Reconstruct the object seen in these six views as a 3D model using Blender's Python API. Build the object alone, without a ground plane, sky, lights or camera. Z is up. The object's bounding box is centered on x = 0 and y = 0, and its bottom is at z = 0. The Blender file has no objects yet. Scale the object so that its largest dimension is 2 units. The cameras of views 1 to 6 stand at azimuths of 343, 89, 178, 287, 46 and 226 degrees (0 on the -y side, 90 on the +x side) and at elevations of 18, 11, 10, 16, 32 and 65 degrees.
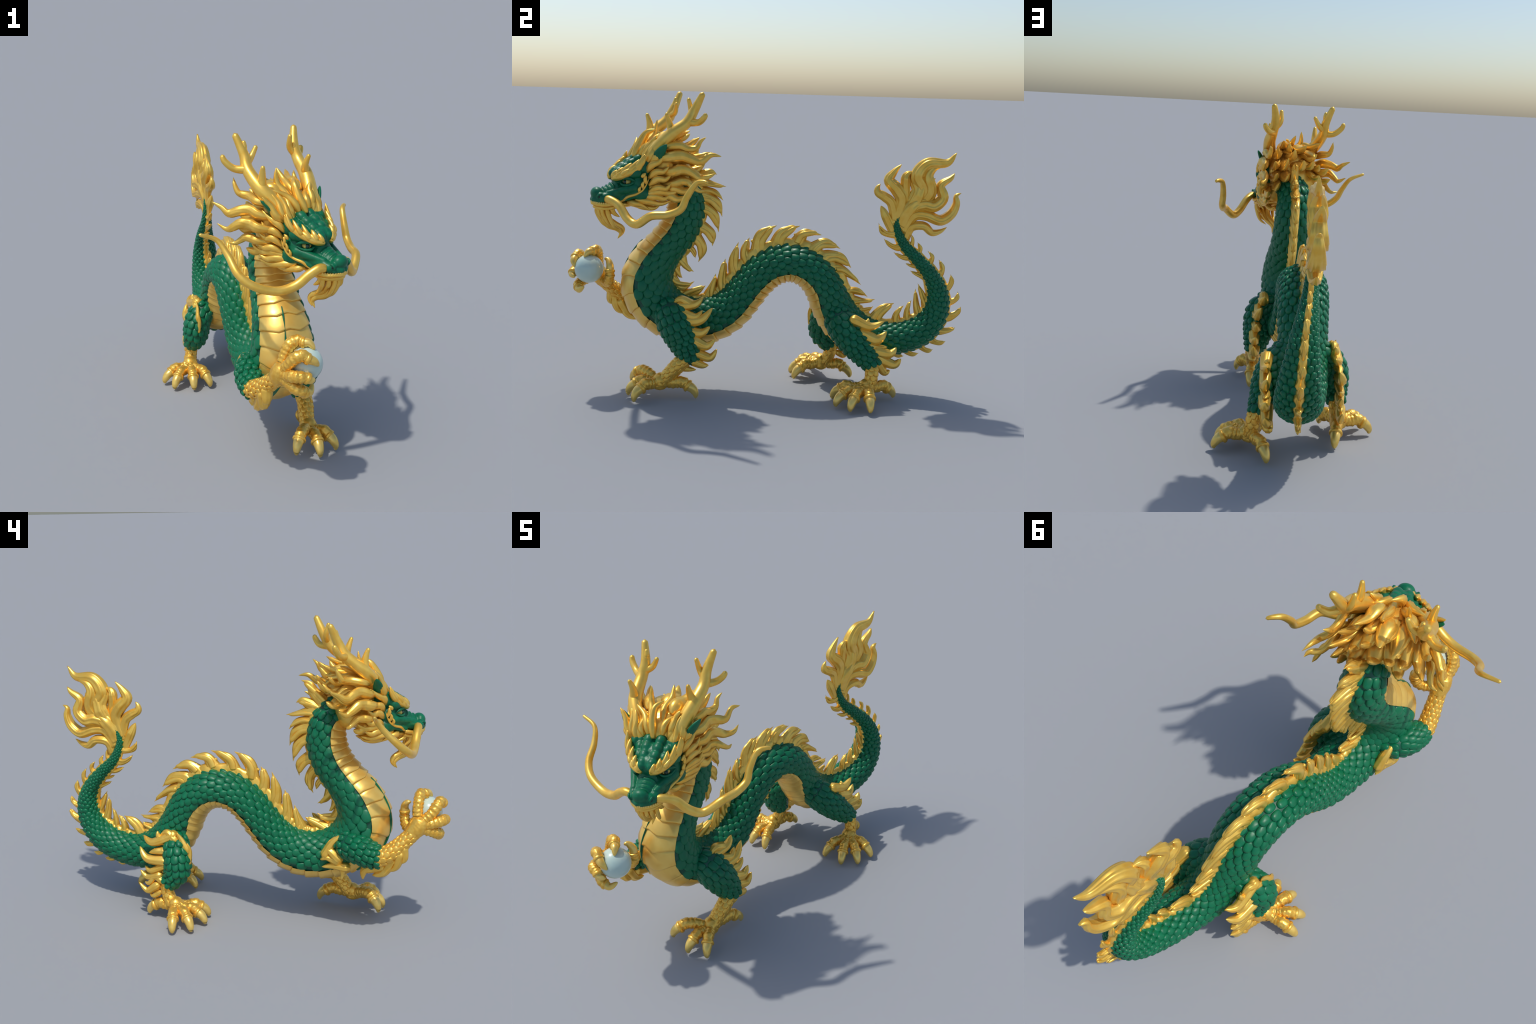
# Chinese dragon figurine: green scaled serpent body, gold belly, mane, crest and claws, pearl in one hand
import bpy, math, random
import numpy as np
from mathutils import Matrix, Vector, noise

rng = random.Random(7)
X = np.array([1.0, 0, 0])

# ------------------------------------------------------------------ materials
def material(name, base, dark, rough=0.4, metal=0.0, grain=60.0, mix=0.5, bump=0.05, coat=0.0, spec=0.5, streak=None):
    m = bpy.data.materials.new(name); m.use_nodes = True
    nt = m.node_tree; nt.nodes.clear()
    out = nt.nodes.new('ShaderNodeOutputMaterial'); p = nt.nodes.new('ShaderNodeBsdfPrincipled')
    tc = nt.nodes.new('ShaderNodeTexCoord'); n1 = nt.nodes.new('ShaderNodeTexNoise')
    n1.inputs['Scale'].default_value = grain; n1.inputs['Detail'].default_value = 5
    nt.links.new(tc.outputs['Object'], n1.inputs['Vector'])
    if streak:
        mp = nt.nodes.new('ShaderNodeMapping'); mp.inputs['Scale'].default_value = streak
        nt.links.new(tc.outputs['Object'], mp.inputs['Vector']); nt.links.new(mp.outputs['Vector'], n1.inputs['Vector'])
    r = nt.nodes.new('ShaderNodeValToRGB')
    r.color_ramp.elements[0].position = 0.3; r.color_ramp.elements[0].color = (*dark, 1)
    r.color_ramp.elements[1].position = 0.3 + mix; r.color_ramp.elements[1].color = (*base, 1)
    nt.links.new(n1.outputs['Fac'], r.inputs['Fac'])
    nt.links.new(r.outputs['Color'], p.inputs['Base Color'])
    b = nt.nodes.new('ShaderNodeBump'); b.inputs['Strength'].default_value = bump; b.inputs['Distance'].default_value = 0.01
    nt.links.new(n1.outputs['Fac'], b.inputs['Height']); nt.links.new(b.outputs['Normal'], p.inputs['Normal'])
    p.inputs['Roughness'].default_value = rough; p.inputs['Metallic'].default_value = metal
    p.inputs['Coat Weight'].default_value = coat; p.inputs['Specular IOR Level'].default_value = spec
    nt.links.new(p.outputs['BSDF'], out.inputs['Surface'])
    return m

GREEN = material('green_scale', (0.004, 0.168, 0.070), (0.002, 0.116, 0.047), 0.38, 0.0, 40, 0.4, 0.04, spec=0.34)
CREVICE_DARKENED = material('green_darkened_for_crevices', (0.003, 0.095, 0.048), (0.002, 0.070, 0.036), 0.5, 0.0, 45, 0.4, 0.06)  # skin green darkened so crevice shadow between scales is in the colour
SKIN = material('green_skin', (0.004, 0.162, 0.070), (0.002, 0.108, 0.046), 0.38, 0.0, 45, 0.4, 0.06, spec=0.3)
GOLD = material('gold', (0.95, 0.625, 0.125), (0.88, 0.50, 0.065), 0.34, 0.60, 25, 0.4, 0.03)
GOLDSCALE = material('gold_scale', (0.94, 0.59, 0.11), (0.82, 0.43, 0.05), 0.33, 0.60, 55, 0.4, 0.06)
CLAW = material('gold_claw', (0.92, 0.65, 0.18), (0.84, 0.54, 0.11), 0.31, 0.52, 30, 0.4, 0.02)
BELLY = material('gold_belly', (0.90, 0.61, 0.15), (0.84, 0.51, 0.10), 0.34, 0.52, 18, 0.4, 0.02)
PEARL = material('pearl', (0.58, 0.70, 0.61), (0.48, 0.62, 0.55), 0.22, 0.0, 6, 0.4, 0.0, coat=0.3)
EYE = material('eye_yellow', (0.62, 0.50, 0.12), (0.45, 0.36, 0.08), 0.25, 0.0, 40, 0.4, 0.0)
PUPIL = material('pupil', (0.01, 0.05, 0.03), (0.004, 0.02, 0.012), 0.2, 0.0, 40, 0.4, 0.0)
DARK = material('nostril_dark', (0.004, 0.02, 0.012), (0.002, 0.012, 0.008), 0.6, 0.0, 40, 0.4, 0.0)

# ------------------------------------------------------------------ object helpers
ROOT = bpy.data.objects.new('dragon_figurine', None)
bpy.context.scene.collection.objects.link(ROOT)
ROOT['label'] = 'green scaled eastern dragon with gold mane, crest and claws holding a pearl'
ROOT['category'] = 'dragon figurine'
ROOT.empty_display_size = 0.2

def mesh_from(verts, faces, name):
    me = bpy.data.meshes.new(name)
    me.from_pydata([tuple(map(float, v)) for v in verts], [], faces)
    me.validate(); me.update()
    return me

def add(name, me, mat, parent=ROOT, smooth=True, kind=None):
    ob = bpy.data.objects.new(name, me)
    bpy.context.scene.collection.objects.link(ob)
    if not me.materials: me.materials.append(mat)
    if smooth:
        me.polygons.foreach_set('use_smooth', [True] * len(me.polygons)); me.update()
    ob.parent = parent
    if kind: ob['kind'] = kind
    return ob

def merge(parts):
    V, F, o = [], [], 0
    for v, f in parts:
        V.extend(v); F.extend([tuple(i + o for i in q) for q in f]); o += len(v)
    return V, F

def catmull(P, m):
    P = np.array(P, float); n = len(P)
    if n == 2: return np.array([P[0] + (P[1] - P[0]) * t for t in np.linspace(0, 1, m)])
    Q = np.vstack([2 * P[0] - P[1], P, 2 * P[-1] - P[-2]]); out = []
    for x in np.linspace(0, n - 1, m):
        k = min(int(x), n - 2); u = x - k; a, b, c, d = Q[k], Q[k + 1], Q[k + 2], Q[k + 3]
        out.append(0.5 * (2 * b + (c - a) * u + (2 * a - 5 * b + 4 * c - d) * u * u + (3 * b - a - 3 * c + d) * u ** 3))
    return np.array(out)

def unit(v):
    v = np.asarray(v, float); return v / (np.linalg.norm(v, axis=-1, keepdims=True) + 1e-12)

class Tube:
    """Lofted limb: spine, two radii and a reference side vector held along it."""
    def __init__(self, spine, ru, rv, side=None, m=80, arc=True):
        n = len(spine)
        D = catmull(np.column_stack([np.array(spine, float), np.broadcast_to(ru, n), np.broadcast_to(rv, n)]), max(m * 3, 60))
        L = np.r_[0, np.cumsum(np.linalg.norm(np.diff(D[:, :3], axis=0), axis=1))]
        t = np.linspace(0, L[-1], m) if arc else np.interp(np.linspace(0, 1, m), np.linspace(0, 1, len(L)), L)
        R = np.column_stack([np.interp(t, L, D[:, k]) for k in range(5)])
        self.s = t; self.L = L[-1]; self.C = R[:, :3]; self.ru = np.maximum(R[:, 3], 1e-4); self.rv = np.maximum(R[:, 4], 1e-4)
        T = unit(np.gradient(self.C, axis=0)); self.T = T
        U = np.zeros_like(T)
        if side is None: side = np.cross(T[0], [0.3, 0.5, 0.8])
        side = np.array(side, float); cur = side - T[0] * (side @ T[0])
        for i in range(m):
            ref = side if not getattr(self, 'transport', False) else cur
            cur = ref - T[i] * (ref @ T[i])
            if np.linalg.norm(cur) < 0.15: cur = U[i - 1] - T[i] * (U[i - 1] @ T[i]) if i else np.cross(T[i], [0.1, 0.2, 1])
            cur = unit(cur); U[i] = cur
        self.U = U; self.V = np.cross(U, T)
    def at(self, s):
        f = lambda A: np.array([np.interp(s, self.s, A[:, k]) for k in range(3)])
        return f(self.C), unit(f(self.T)), unit(f(self.U)), unit(f(self.V)), np.interp(s, self.s, self.ru), np.interp(s, self.s, self.rv)
    def point(self, s, th, h=0.0):
        C, T, U, V, ru, rv = self.at(s)
        n = unit(U * math.sin(th) / ru + V * math.cos(th) / rv)
        return C + U * ru * math.sin(th) + V * rv * math.cos(th) + n * h, n, T
    def mesh(self, seg=32, cap=True, groove=0.0, lobes=6, warp=None):
        V, F = [], []; m = len(self.C); ang = np.linspace(0, 2 * math.pi, seg, endpoint=False)
        for i in range(m):
            g = groove * min(1.0, 4 * (1 - i / (m - 1)))
            k = 1 - g * (0.5 + 0.5 * np.cos(lobes * ang + 0.6))
            ring = self.C[i] + np.outer(np.sin(ang) * self.ru[i] * k, self.U[i]) + np.outer(np.cos(ang) * self.rv[i] * k, self.V[i])
            V.extend(ring)
        for i in range(m - 1):
            for j in range(seg):
                a, b = i * seg + j, i * seg + (j + 1) % seg
                F.append((a, b, b + seg, a + seg))
        if cap:
            F.append(tuple(reversed(range(seg)))); F.append(tuple(range((m - 1) * seg, m * seg)))
        F = [tuple(reversed(f)) for f in F]
        return V, F

# ---- hair lock / flame: flattened, grooved, tapering along its own curve
def lock(pts, half_w, half_t, side, m=22, seg=20, groove=0.16, lobes=8, shape='lock', root=1.0):
    t = np.linspace(0, 1, m)
    P = catmull(pts, m)
    if shape == 'lock': prof = (0.35 + 0.65 * np.sin(np.clip(t / 0.30, 0, 1) * math.pi / 2)) * np.clip(1 - t ** 2.2, 0, 1) ** 0.75
    elif shape == 'flame': prof = np.clip(1 - t ** 1.15, 0, 1) ** 1.0
    elif shape == 'tuft': prof = (1.0 + 0.12 * np.sin(t * math.pi)) * np.clip(1 - t ** 2.4, 0, 1) ** 0.8
    elif shape == 'leaf': prof = np.sin(np.clip(0.12 + 0.88 * t, 0, 1) * math.pi) ** 0.7
    else: prof = 1 - 0.5 * t
    prof = np.maximum(prof, 0.0) + 0.035 * (1 - 0.6 * t)
    prof[-1] *= 0.35
    lat = (0.16 + 0.84 * np.minimum(prof, 1.05)) * np.clip(prof * 3, 0, 1)
    if shape == 'tuft' and root < 1: lat = (root + (1 - root) * np.clip(t / 0.42, 0, 1) ** 1.5) * np.clip(1 - 0.93 * t ** 1.5, 0.02, 1)
    tb = Tube(P, half_t * lat, half_w * prof, side, m)
    return tb.mesh(seg, True, groove, lobes)

def round_tube(pts, radii, m=40, seg=18, side=(0.2, 0.3, 1), end=True):
    tb = Tube(pts, radii, radii, side, m)
    if end:
        r = tb.ru[-1]; k = tb.L - tb.s; q = np.clip(k / (r + 1e-6), 0, 1); f = np.sqrt(np.clip(1 - (1 - q) ** 2, 0.03, 1)); tb.ru = tb.ru * f; tb.rv = tb.rv * f
    return tb.mesh(seg)

def ellipsoid(c, r, rot=None, u=24, v=16):
    V, F = [], []
    for i in range(v + 1):
        p = math.pi * i / v
        for j in range(u):
            a = 2 * math.pi * j / u; q = np.array([r[0] * math.sin(p) * math.cos(a), r[1] * math.sin(p) * math.sin(a), r[2] * math.cos(p)])
            V.append((rot @ q if rot is not None else q) + np.array(c))
    for i in range(v):
        for j in range(u):
            a, b = i * u + j, i * u + (j + 1) % u
            F.append((a, a + u, b + u, b))
    return V, F

def capsule(a, b, ra, rb, n=15):
    return merge([ellipsoid(np.array(a) * (1 - t) + np.array(b) * t, [ra * (1 - t) + rb * t] * 3, None, 16, 10) for t in np.linspace(0, 1, n)])

# ------------------------------------------------------------------ one scale, shared by every instance
def scale_mesh(name, nose=1.0, seg=18):
    V, F = [], []
    out = []
    for j in range(seg):
        a = 2 * math.pi * j / seg; x, y = math.cos(a), math.sin(a)
        w = 0.5 * (abs(x) ** 0.78) * (1 if x > 0 else -1)
        yy = 0.5 * (abs(y) ** (0.85 if y > 0 else 0.6)) * (1 if y > 0 else -1)
        out.append((w, yy * (nose if y > 0 else 1)))
    rings = [(0.35, 0.97), (0.64, 0.86), (0.84, 0.62), (0.95, 0.32), (1.0, -0.05), (0.99, -0.6)]
    V.append((0, 0.06, 1.0))
    for k, z in rings: V.extend([(x * k, y * k + 0.06 * (1 - k), z * (0.86 + 0.34 * y * k) if z > 0 else z) for x, y in out])
    for j in range(seg): F.append((0, 1 + j, 1 + (j + 1) % seg))
    for r in range(len(rings) - 1):
        for j in range(seg):
            a, b = 1 + r * seg + j, 1 + r * seg + (j + 1) % seg
            F.append((a, a + seg, b + seg, b))
    return V, F
SCALE_V, SCALE_F = scale_mesh('scale')
SCALE_VA = np.array(SCALE_V)

def scale_matrix(tube, s, th, w, l, h, lift=0.12, yaw=0.0):
    p, n, T = tube.point(s, th)
    T = unit(T - n * (T @ n)); W = np.cross(T, n)
    T2 = unit(T + n * lift); N2 = unit(np.cross(W, T2))
    if yaw: T2, W = T2 * math.cos(yaw) + W * math.sin(yaw), W * math.cos(yaw) - T2 * math.sin(yaw)
    M = np.eye(4); M[:3, 0] = W * w; M[:3, 1] = T2 * l; M[:3, 2] = N2 * h; M[:3, 3] = p
    return M

def scale_field(tube, s0, s1, size, th_lo, th_hi, both=True, aspect=1.40, height=0.30, sunk=0.0, lift=0.22, full=True):
    """staggered rows of scales between two angles (functions of s) on one or both flanks"""
    out = []; s = s0; row = 0
    while s < s1:
        d = size(s); a, b = th_lo(s), th_hi(s)
        _, _, _, _, ru, rv = tube.at(s)
        arc = (b - a) * 0.5 * (ru + rv); n = max(2, int(round(arc / d))); st = (b - a) / n
        for sd in ((1, -1) if both else (1,)):
            for k in range(n + ((row % 2) if full else 0)):
                th = a + st * (k + (0.5 if row % 2 == 0 else 0.0))
                j = rng.uniform(-0.04, 0.04)
                w = st * 0.5 * (ru + rv) * rng.uniform(0.98, 1.05)
                out.append((w, scale_matrix(tube, s + j * d, sd * (th + j * st), w, d * aspect * rng.uniform(0.95, 1.05), d * height, lift, rng.uniform(-0.06, 0.06))))
        s += d * 0.80; row += 1
    return out

def scales_joined(mats):
    V, F, o = [], [], 0
    for w, M in mats:
        V.append(SCALE_VA @ M[:3, :3].T + M[:3, 3]); F.extend([tuple(i + o for i in f) for f in SCALE_F]); o += len(SCALE_VA)
    return np.vstack(V), F

# ------------------------------------------------------------------ body: neck, torso, tail
BODY = [  # x, y, z, half width, half height
 (0.060,-0.560,1.090,0.060,0.060),(0.030,-0.490,1.085,0.072,0.072),(-0.004,-0.428,1.035,0.082,0.080),(-0.006,-0.413,0.930,0.090,0.091),
 (-0.006,-0.447,0.830,0.096,0.093),(-0.006,-0.511,0.745,0.106,0.095),(-0.004,-0.573,0.659,0.122,0.112),(-0.003,-0.605,0.558,0.134,0.128),
 (-0.005,-0.572,0.459,0.134,0.127),(-0.012,-0.492,0.390,0.126,0.122),(-0.018,-0.392,0.357,0.117,0.117),(-0.022,-0.286,0.361,0.111,0.113),
 (-0.026,-0.191,0.409,0.108,0.104),(-0.030,-0.120,0.487,0.108,0.097),(-0.034,-0.057,0.573,0.109,0.096),(-0.034,0.023,0.643,0.110,0.096),
 (-0.036,0.125,0.667,0.110,0.094),(-0.036,0.223,0.628,0.110,0.092),(-0.034,0.292,0.548,0.108,0.094),(-0.036,0.338,0.452,0.105,0.101),
 (-0.038,0.398,0.364,0.104,0.104),(-0.034,0.486,0.307,0.101,0.094),(-0.022,0.590,0.287,0.096,0.084),(-0.007,0.696,0.297,0.094,0.078),
 (0.005,0.793,0.340,0.090,0.074),(0.009,0.860,0.422,0.081,0.063),(0.004,0.874,0.526,0.067,0.052),(-0.006,0.835,0.624,0.053,0.038),
 (-0.020,0.765,0.703,0.041,0.031),(-0.030,0.690,0.779,0.030,0.026),(-0.034,0.653,0.877,0.020,0.018),(-0.035,0.694,0.974,0.006,0.006)]
B = np.array(BODY)
body = Tube(B[:, :3], B[:, 3] - 0.003, B[:, 4] - 0.003, X, 260)
# V = U x T points to the dorsal side
def s_at(i):  # arc length nearest to a control point
    return body.s[np.argmin(np.linalg.norm(body.C - B[i, :3], axis=1))]
SN, SH, SB = s_at(9), s_at(21), s_at(20)
S_BELLY0, S_BELLY1 = s_at(2) - 0.02, s_at(20) + 0.02
bv, bf = body.mesh(56)
def split_body():
    me = mesh_from(bv, bf, 'whole'); me.polygons.foreach_set('use_smooth', [True] * len(me.polygons)); me.update()
    nor = np.array([v.normal[:] for v in me.vertices]); co = np.array(bv)
    seg = 56; obs = {}
    for name, lo, hi in (('neck', -1, SN), ('torso', SN, SH), ('tail', SH, 99)):
        fs = []
        for f in bf:
            i = min(f) // seg; s = body.s[min(i, len(body.s) - 1)]
            if lo <= s < hi: fs.append(f)
        used = sorted({i for f in fs for i in f}); mp = {o: k for k, o in enumerate(used)}
        m2 = mesh_from(co[used], [tuple(mp[i] for i in f) for f in fs], name)
        ob = add(name, m2, CREVICE_DARKENED)
        if len(m2.vertices) == len(used): m2.normals_split_custom_set_from_vertices([tuple(nor[i]) for i in used])
        obs[name] = ob
    bpy.data.meshes.remove(me)
    return obs
parts = split_body()

def belly_edge(s):   # angle from the back where the belly plates begin
    k = np.interp(s, [s_at(2), s_at(6), s_at(8), s_at(10), s_at(13), s_at(18), s_at(20), s_at(20) + 0.06], [2.0, 2.0, 2.0, 2.03, 2.04, 2.04, 2.36, 3.12])
    return float(k)
def size_body(s):
    return float(np.interp(s, [s_at(2), s_at(4), s_at(7), s_at(10), s_at(13), s_at(18), s_at(22), s_at(24), s_at(26), s_at(28), s_at(30)],
                           [0.036, 0.041, 0.048, 0.043, 0.039, 0.039, 0.039, 0.036, 0.027, 0.019, 0.013]))
def dorsal_edge(s):
    _, _, _, _, ru, rv = body.at(s); return min(0.5, 0.012 / max(ru, 0.01))
mats = scale_field(body, s_at(1), body.L - 0.03, size_body, dorsal_edge, lambda s: belly_edge(s) + 0.01, full=False)

big = sorted(range(len(mats)), key=lambda i: -mats[i][0])[:300]
bigset = set(big)
scale_me = mesh_from(SCALE_V, SCALE_F, 'scale'); scale_me.materials.append(GREEN)
scale_me.polygons.foreach_set('use_smooth', [True] * len(scale_me.polygons))
def region(M):
    d = np.linalg.norm(body.C - M[:3, 3], axis=1); s = body.s[np.argmin(d)]
    return parts['neck'] if s < SN else parts['torso'] if s < SH else parts['tail']
first = bpy.data.objects.new('scale', scale_me)
for n_, i in enumerate(big):
    ob = first if n_ == 0 else first.copy()
    bpy.context.scene.collection.objects.link(ob)
    ob.parent = region(mats[i][1]); ob.matrix_world = Matrix(mats[i][1].tolist())
for nm in ('neck', 'torso', 'tail'):
    sub = [mats[i] for i in range(len(mats)) if i not in bigset and region(mats[i][1]) is parts[nm]]
    if sub:
        V, F = scales_joined(sub); add('scales', mesh_from(V, F, 'scales'), GREEN, parts[nm], kind='stuff')

# belly plates
def belly_plate(s0, s1, vee, k2):
    nu, V, F = 28, [], []
    rows = [(0.0, -0.004), (0.06, 0.002), (0.3, 0.0040), (0.6, 0.0066), (0.88, 0.0092), (0.96, 0.0088), (1.0, 0.0050), (0.985, -0.004)]
    for v, h in rows:
        for j in range(nu):
            u = -1 + 2 * j / (nu - 1)
            mid = 0.5 * (s0 + s1); a = belly_edge(mid)
            th = math.pi + u * (math.pi - a)
            sh = vee * ((1 - abs(u)) if not k2 else max(0, 1 - abs(abs(u) - 0.33) / 0.5)) - 0.25 * vee
            s = s0 + (s1 - s0) * v * 1.12 + sh * min(1, v * 1.5)
            e = 1.25 if abs(u) < 0.96 else 0.9
            p, n, T = body.point(min(s, body.L), th, h * e if h > 0 else h)
            V.append(p)
    for r in range(len(rows) - 1):
        for j in range(nu - 1):
            a = r * nu + j; F.append((a, a + nu, a + nu + 1, a + 1))
    return V, F
s = S_BELLY0
while s < S_BELLY1:
    step = float(np.interp(s, [s_at(2), s_at(5), s_at(8), s_at(11), s_at(15), s_at(20)], [0.042, 0.05, 0.062, 0.052, 0.043, 0.043]))
    chest = s_at(3) < s < s_at(8)
    V, F = belly_plate(s, s + step, step * (0.28 if chest else 0.16), chest)
    add('belly_plate', mesh_from(V, F, 'belly_plate'), BELLY, parts['neck'] if s < SN else parts['torso'])
    s += step
# the seam between the two chest keels shows green
def chest_seam():
    V, F = [], []; n = 26
    ss = np.linspace(s_at(5) + 0.05, s_at(8) + 0.08, n)
    for i, s in enumerate(ss):
        t = i / (n - 1); wd = 0.022 + 0.10 * t ** 2.0 + 0.016 * math.sin(t * 21)
        for k in np.linspace(-1, 1, 7):
            p, nn, T = body.point(s, math.pi + 0.13 + 0.32 * t ** 1.5 + k * wd, 0.0125 * (1 - 0.6 * abs(k) ** 4) + 0.0008)
            V.append(p)
    for i in range(n - 1):
        for j in range(6): a = i * 7 + j; F.append((a, a + 7, a + 8, a + 1))
    return V, F
V, F = chest_seam(); add('chest_seam', mesh_from(V, F, 'chest_seam'), SKIN, parts['neck'])

# ------------------------------------------------------------------ crest along the back and under the tail
def ridge(th, s0, s1, lat, high):
    """continuous root of the crest: a fin that narrows upward, with slanting ripples"""
    V, F = [], []; ss = np.linspace(s0, s1, 420)
    prof = [(-1.05, -0.35), (-1.0, 0.08), (-0.85, 0.32), (-0.72, 0.58), (-0.5, 0.84), (0, 1), (0.5, 0.84), (0.72, 0.58), (0.85, 0.32), (1.0, 0.08), (1.05, -0.35)]
    m = len(prof)
    for s in ss:
        _, _, _, _, ru, rv = body.at(s); k = min(1.0, ru / 0.06)
        p, n, T = body.point(s, th); hh = high(s)
        for a, b in prof:
            f = 1 + 0.16 * math.sin((s - 0.4 * b * hh) * 150) * (b > 0)
            V.append(p + X * a * lat * k * f + n * b * hh * (1 + 0.10 * math.sin(s * 75)))
    for i in range(len(ss) - 1):
        for j in range(m - 1): a = i * m + j; F.append((a, a + m, a + m + 1, a + 1) if th == 0 else (a, a + 1, a + m + 1, a + m))
    return V, F
def back_height(s):
    return float(np.interp(s, [s_at(2), s_at(5), s_at(8), s_at(11), s_at(13), s_at(18), s_at(21), s_at(24), s_at(27), s_at(30)], [0.018, 0.024, 0.026, 0.030, 0.040, 0.036, 0.026, 0.022, 0.014, 0.008]))
V, F = ridge(0, s_at(1), body.L - 0.1, 0.023, back_height)
crest = add('back_crest', mesh_from(V, F, 'back_crest'), GOLD)
V, F = ridge(math.pi, s_at(22) - 0.04, body.L - 0.1, 0.019, lambda s: float(np.interp(s, [s_at(22), s_at(24), s_at(26), s_at(30)], [0.010, 0.020, 0.016, 0.008])))
tail_crest = add('tail_crest', mesh_from(V, F, 'tail_crest'), GOLD)
# flames: root, middle, tip in the mid plane (y, z) and breadth at the root
NECK_FLAMES = [
([(-0.400,1.110),(-0.350,1.160),(-0.330,1.200),(-0.286,1.217)],0.048),([(-0.380,1.075),(-0.320,1.108),(-0.290,1.122),(-0.262,1.108)],0.044),
([(-0.339,1.077),(-0.278,1.059),(-0.214,1.048)],0.034),([(-0.318,1.027),(-0.267,1.018),(-0.228,0.978)],0.034),
([(-0.315,0.996),(-0.256,0.967),(-0.232,0.896)],0.047),([(-0.314,0.940),(-0.265,0.900),(-0.248,0.817)],0.047),
([(-0.331,0.845),(-0.279,0.808),(-0.278,0.746)],0.046),([(-0.356,0.786),(-0.323,0.728),(-0.348,0.662)],0.046),
([(-0.394,0.740),(-0.368,0.714),(-0.364,0.681)],0.026),([(-0.432,0.693),(-0.412,0.640),(-0.370,0.612)],0.040),
([(-0.464,0.652),(-0.451,0.606),(-0.428,0.577)],0.038),([(-0.476,0.573),(-0.430,0.527),(-0.366,0.562)],0.046),
([(-0.417,0.494),(-0.352,0.509),(-0.310,0.540)],0.046)]
BACK_FLAMES = [
([(-0.300,0.484),(-0.275,0.538),(-0.259,0.601)],0.056),([(-0.229,0.526),(-0.224,0.606),(-0.212,0.679)],0.062),
([(-0.166,0.607),(-0.174,0.680),(-0.147,0.766)],0.062),([(-0.109,0.675),(-0.117,0.734),(-0.092,0.790)],0.056),
([(-0.049,0.741),(-0.035,0.812),(0.045,0.856)],0.070),([(0.051,0.779),(0.077,0.826),(0.164,0.856)],0.070),
([(0.156,0.782),(0.193,0.822),(0.274,0.812)],0.068),([(0.250,0.757),(0.299,0.778),(0.372,0.744)],0.060),
([(0.317,0.711),(0.380,0.701),(0.432,0.645)],0.058),([(0.367,0.649),(0.423,0.611),(0.485,0.560)],0.052),
([(0.413,0.522),(0.468,0.531),(0.523,0.497)],0.044),([(0.443,0.488),(0.505,0.475),(0.563,0.484)],0.042),
([(0.480,0.432),(0.522,0.422),(0.555,0.448)],0.036),([(0.565,0.392),(0.603,0.442),(0.661,0.468)],0.062)]
TAIL_FLAMES = [
([(0.669,0.387),(0.674,0.423),(0.706,0.463)],0.048),([(0.724,0.396),(0.724,0.445),(0.742,0.495)],0.042),
([(0.777,0.425),(0.763,0.489),(0.759,0.556)],0.042),([(0.809,0.469),(0.799,0.525),(0.768,0.584)],0.042),
([(0.800,0.609),(0.767,0.629),(0.728,0.645)],0.032),([(0.755,0.661),(0.728,0.671),(0.704,0.683)],0.022),
([(0.711,0.702),(0.679,0.712),(0.641,0.736)],0.027),([(0.656,0.753),(0.618,0.773),(0.589,0.804)],0.030),
([(0.626,0.821),(0.578,0.835),(0.560,0.882)],0.030)]
UNDER_FLAMES = [
([(0.736,0.777),(0.737,0.804),(0.728,0.830)],0.024),([(0.775,0.742),(0.779,0.763),(0.759,0.791)],0.026),
([(0.835,0.696),(0.839,0.722),(0.813,0.749)],0.029),([(0.891,0.634),(0.894,0.671),(0.870,0.707)],0.031),
([(0.932,0.565),(0.946,0.598),(0.933,0.635)],0.031),([(0.953,0.491),(0.978,0.513),(0.977,0.545)],0.031),
([(0.950,0.410),(0.985,0.439),(0.996,0.468)],0.040),([(0.900,0.330),(0.948,0.342),(0.975,0.357)],0.037),
([(0.862,0.279),(0.904,0.269),(0.931,0.284)],0.031),([(0.808,0.242),(0.844,0.224),(0.870,0.236)],0.028),
([(0.733,0.214),(0.769,0.201),(0.800,0.212)],0.028),([(0.657,0.209),(0.693,0.190),(0.724,0.193)],0.028)]
def mid_x(y, z):
    return float(body.C[np.argmin((body.C[:, 1] - y) ** 2 + (body.C[:, 2] - z) ** 2), 0])
def flames(table, name, parent, lat, sink=0.018):
    for pts, w in table:
        P = [np.array([mid_x(*pts[0]), *q]) for q in pts]
        i = np.argmin(np.linalg.norm(body.C - P[0], axis=1)); inward = unit(body.C[i] - P[0])
        P[0] = P[0] + inward * 0.010; P.insert(0, P[0] + inward * 0.030)
        P[-1] = P[-1] + X * rng.uniform(-0.004, 0.004)
        V, F = lock(P, w * 0.84, lat * min(1, w / 0.045), X, 34, 28, 0.20, 10, 'flame')
        fl = add(name, mesh_from(V, F, name), GOLD, parent)
        back = unit(P[-1] - P[1]); across = unit(np.cross(X, back))
        for sd in (1, -1):   # raised strand on each face
            k = rng.uniform(0.10, 0.30) * rng.choice((-1, 1))
            P = [P[0], P[1], P[len(P) // 2], P[-1]]
            Q = [P[0] * 0.6 + P[1] * 0.4, P[1] * 0.45 + P[2] * 0.55, P[2] * 0.5 + P[3] * 0.5, P[2] * 0.22 + P[3] * 0.78]
            Q = [q + across * w * k * (1 - i / 3) + X * sd * lat * 0.52 * min(1, w / 0.045) * (1 - 0.26 * i) for i, q in enumerate(Q)]
            V, F = lock(Q, w * 0.24, lat * 0.36, X, 22, 14, 0.06, 6, 'tuft'); add('flame_strand', mesh_from(V, F, 'flame_strand'), GOLD, fl)
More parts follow.
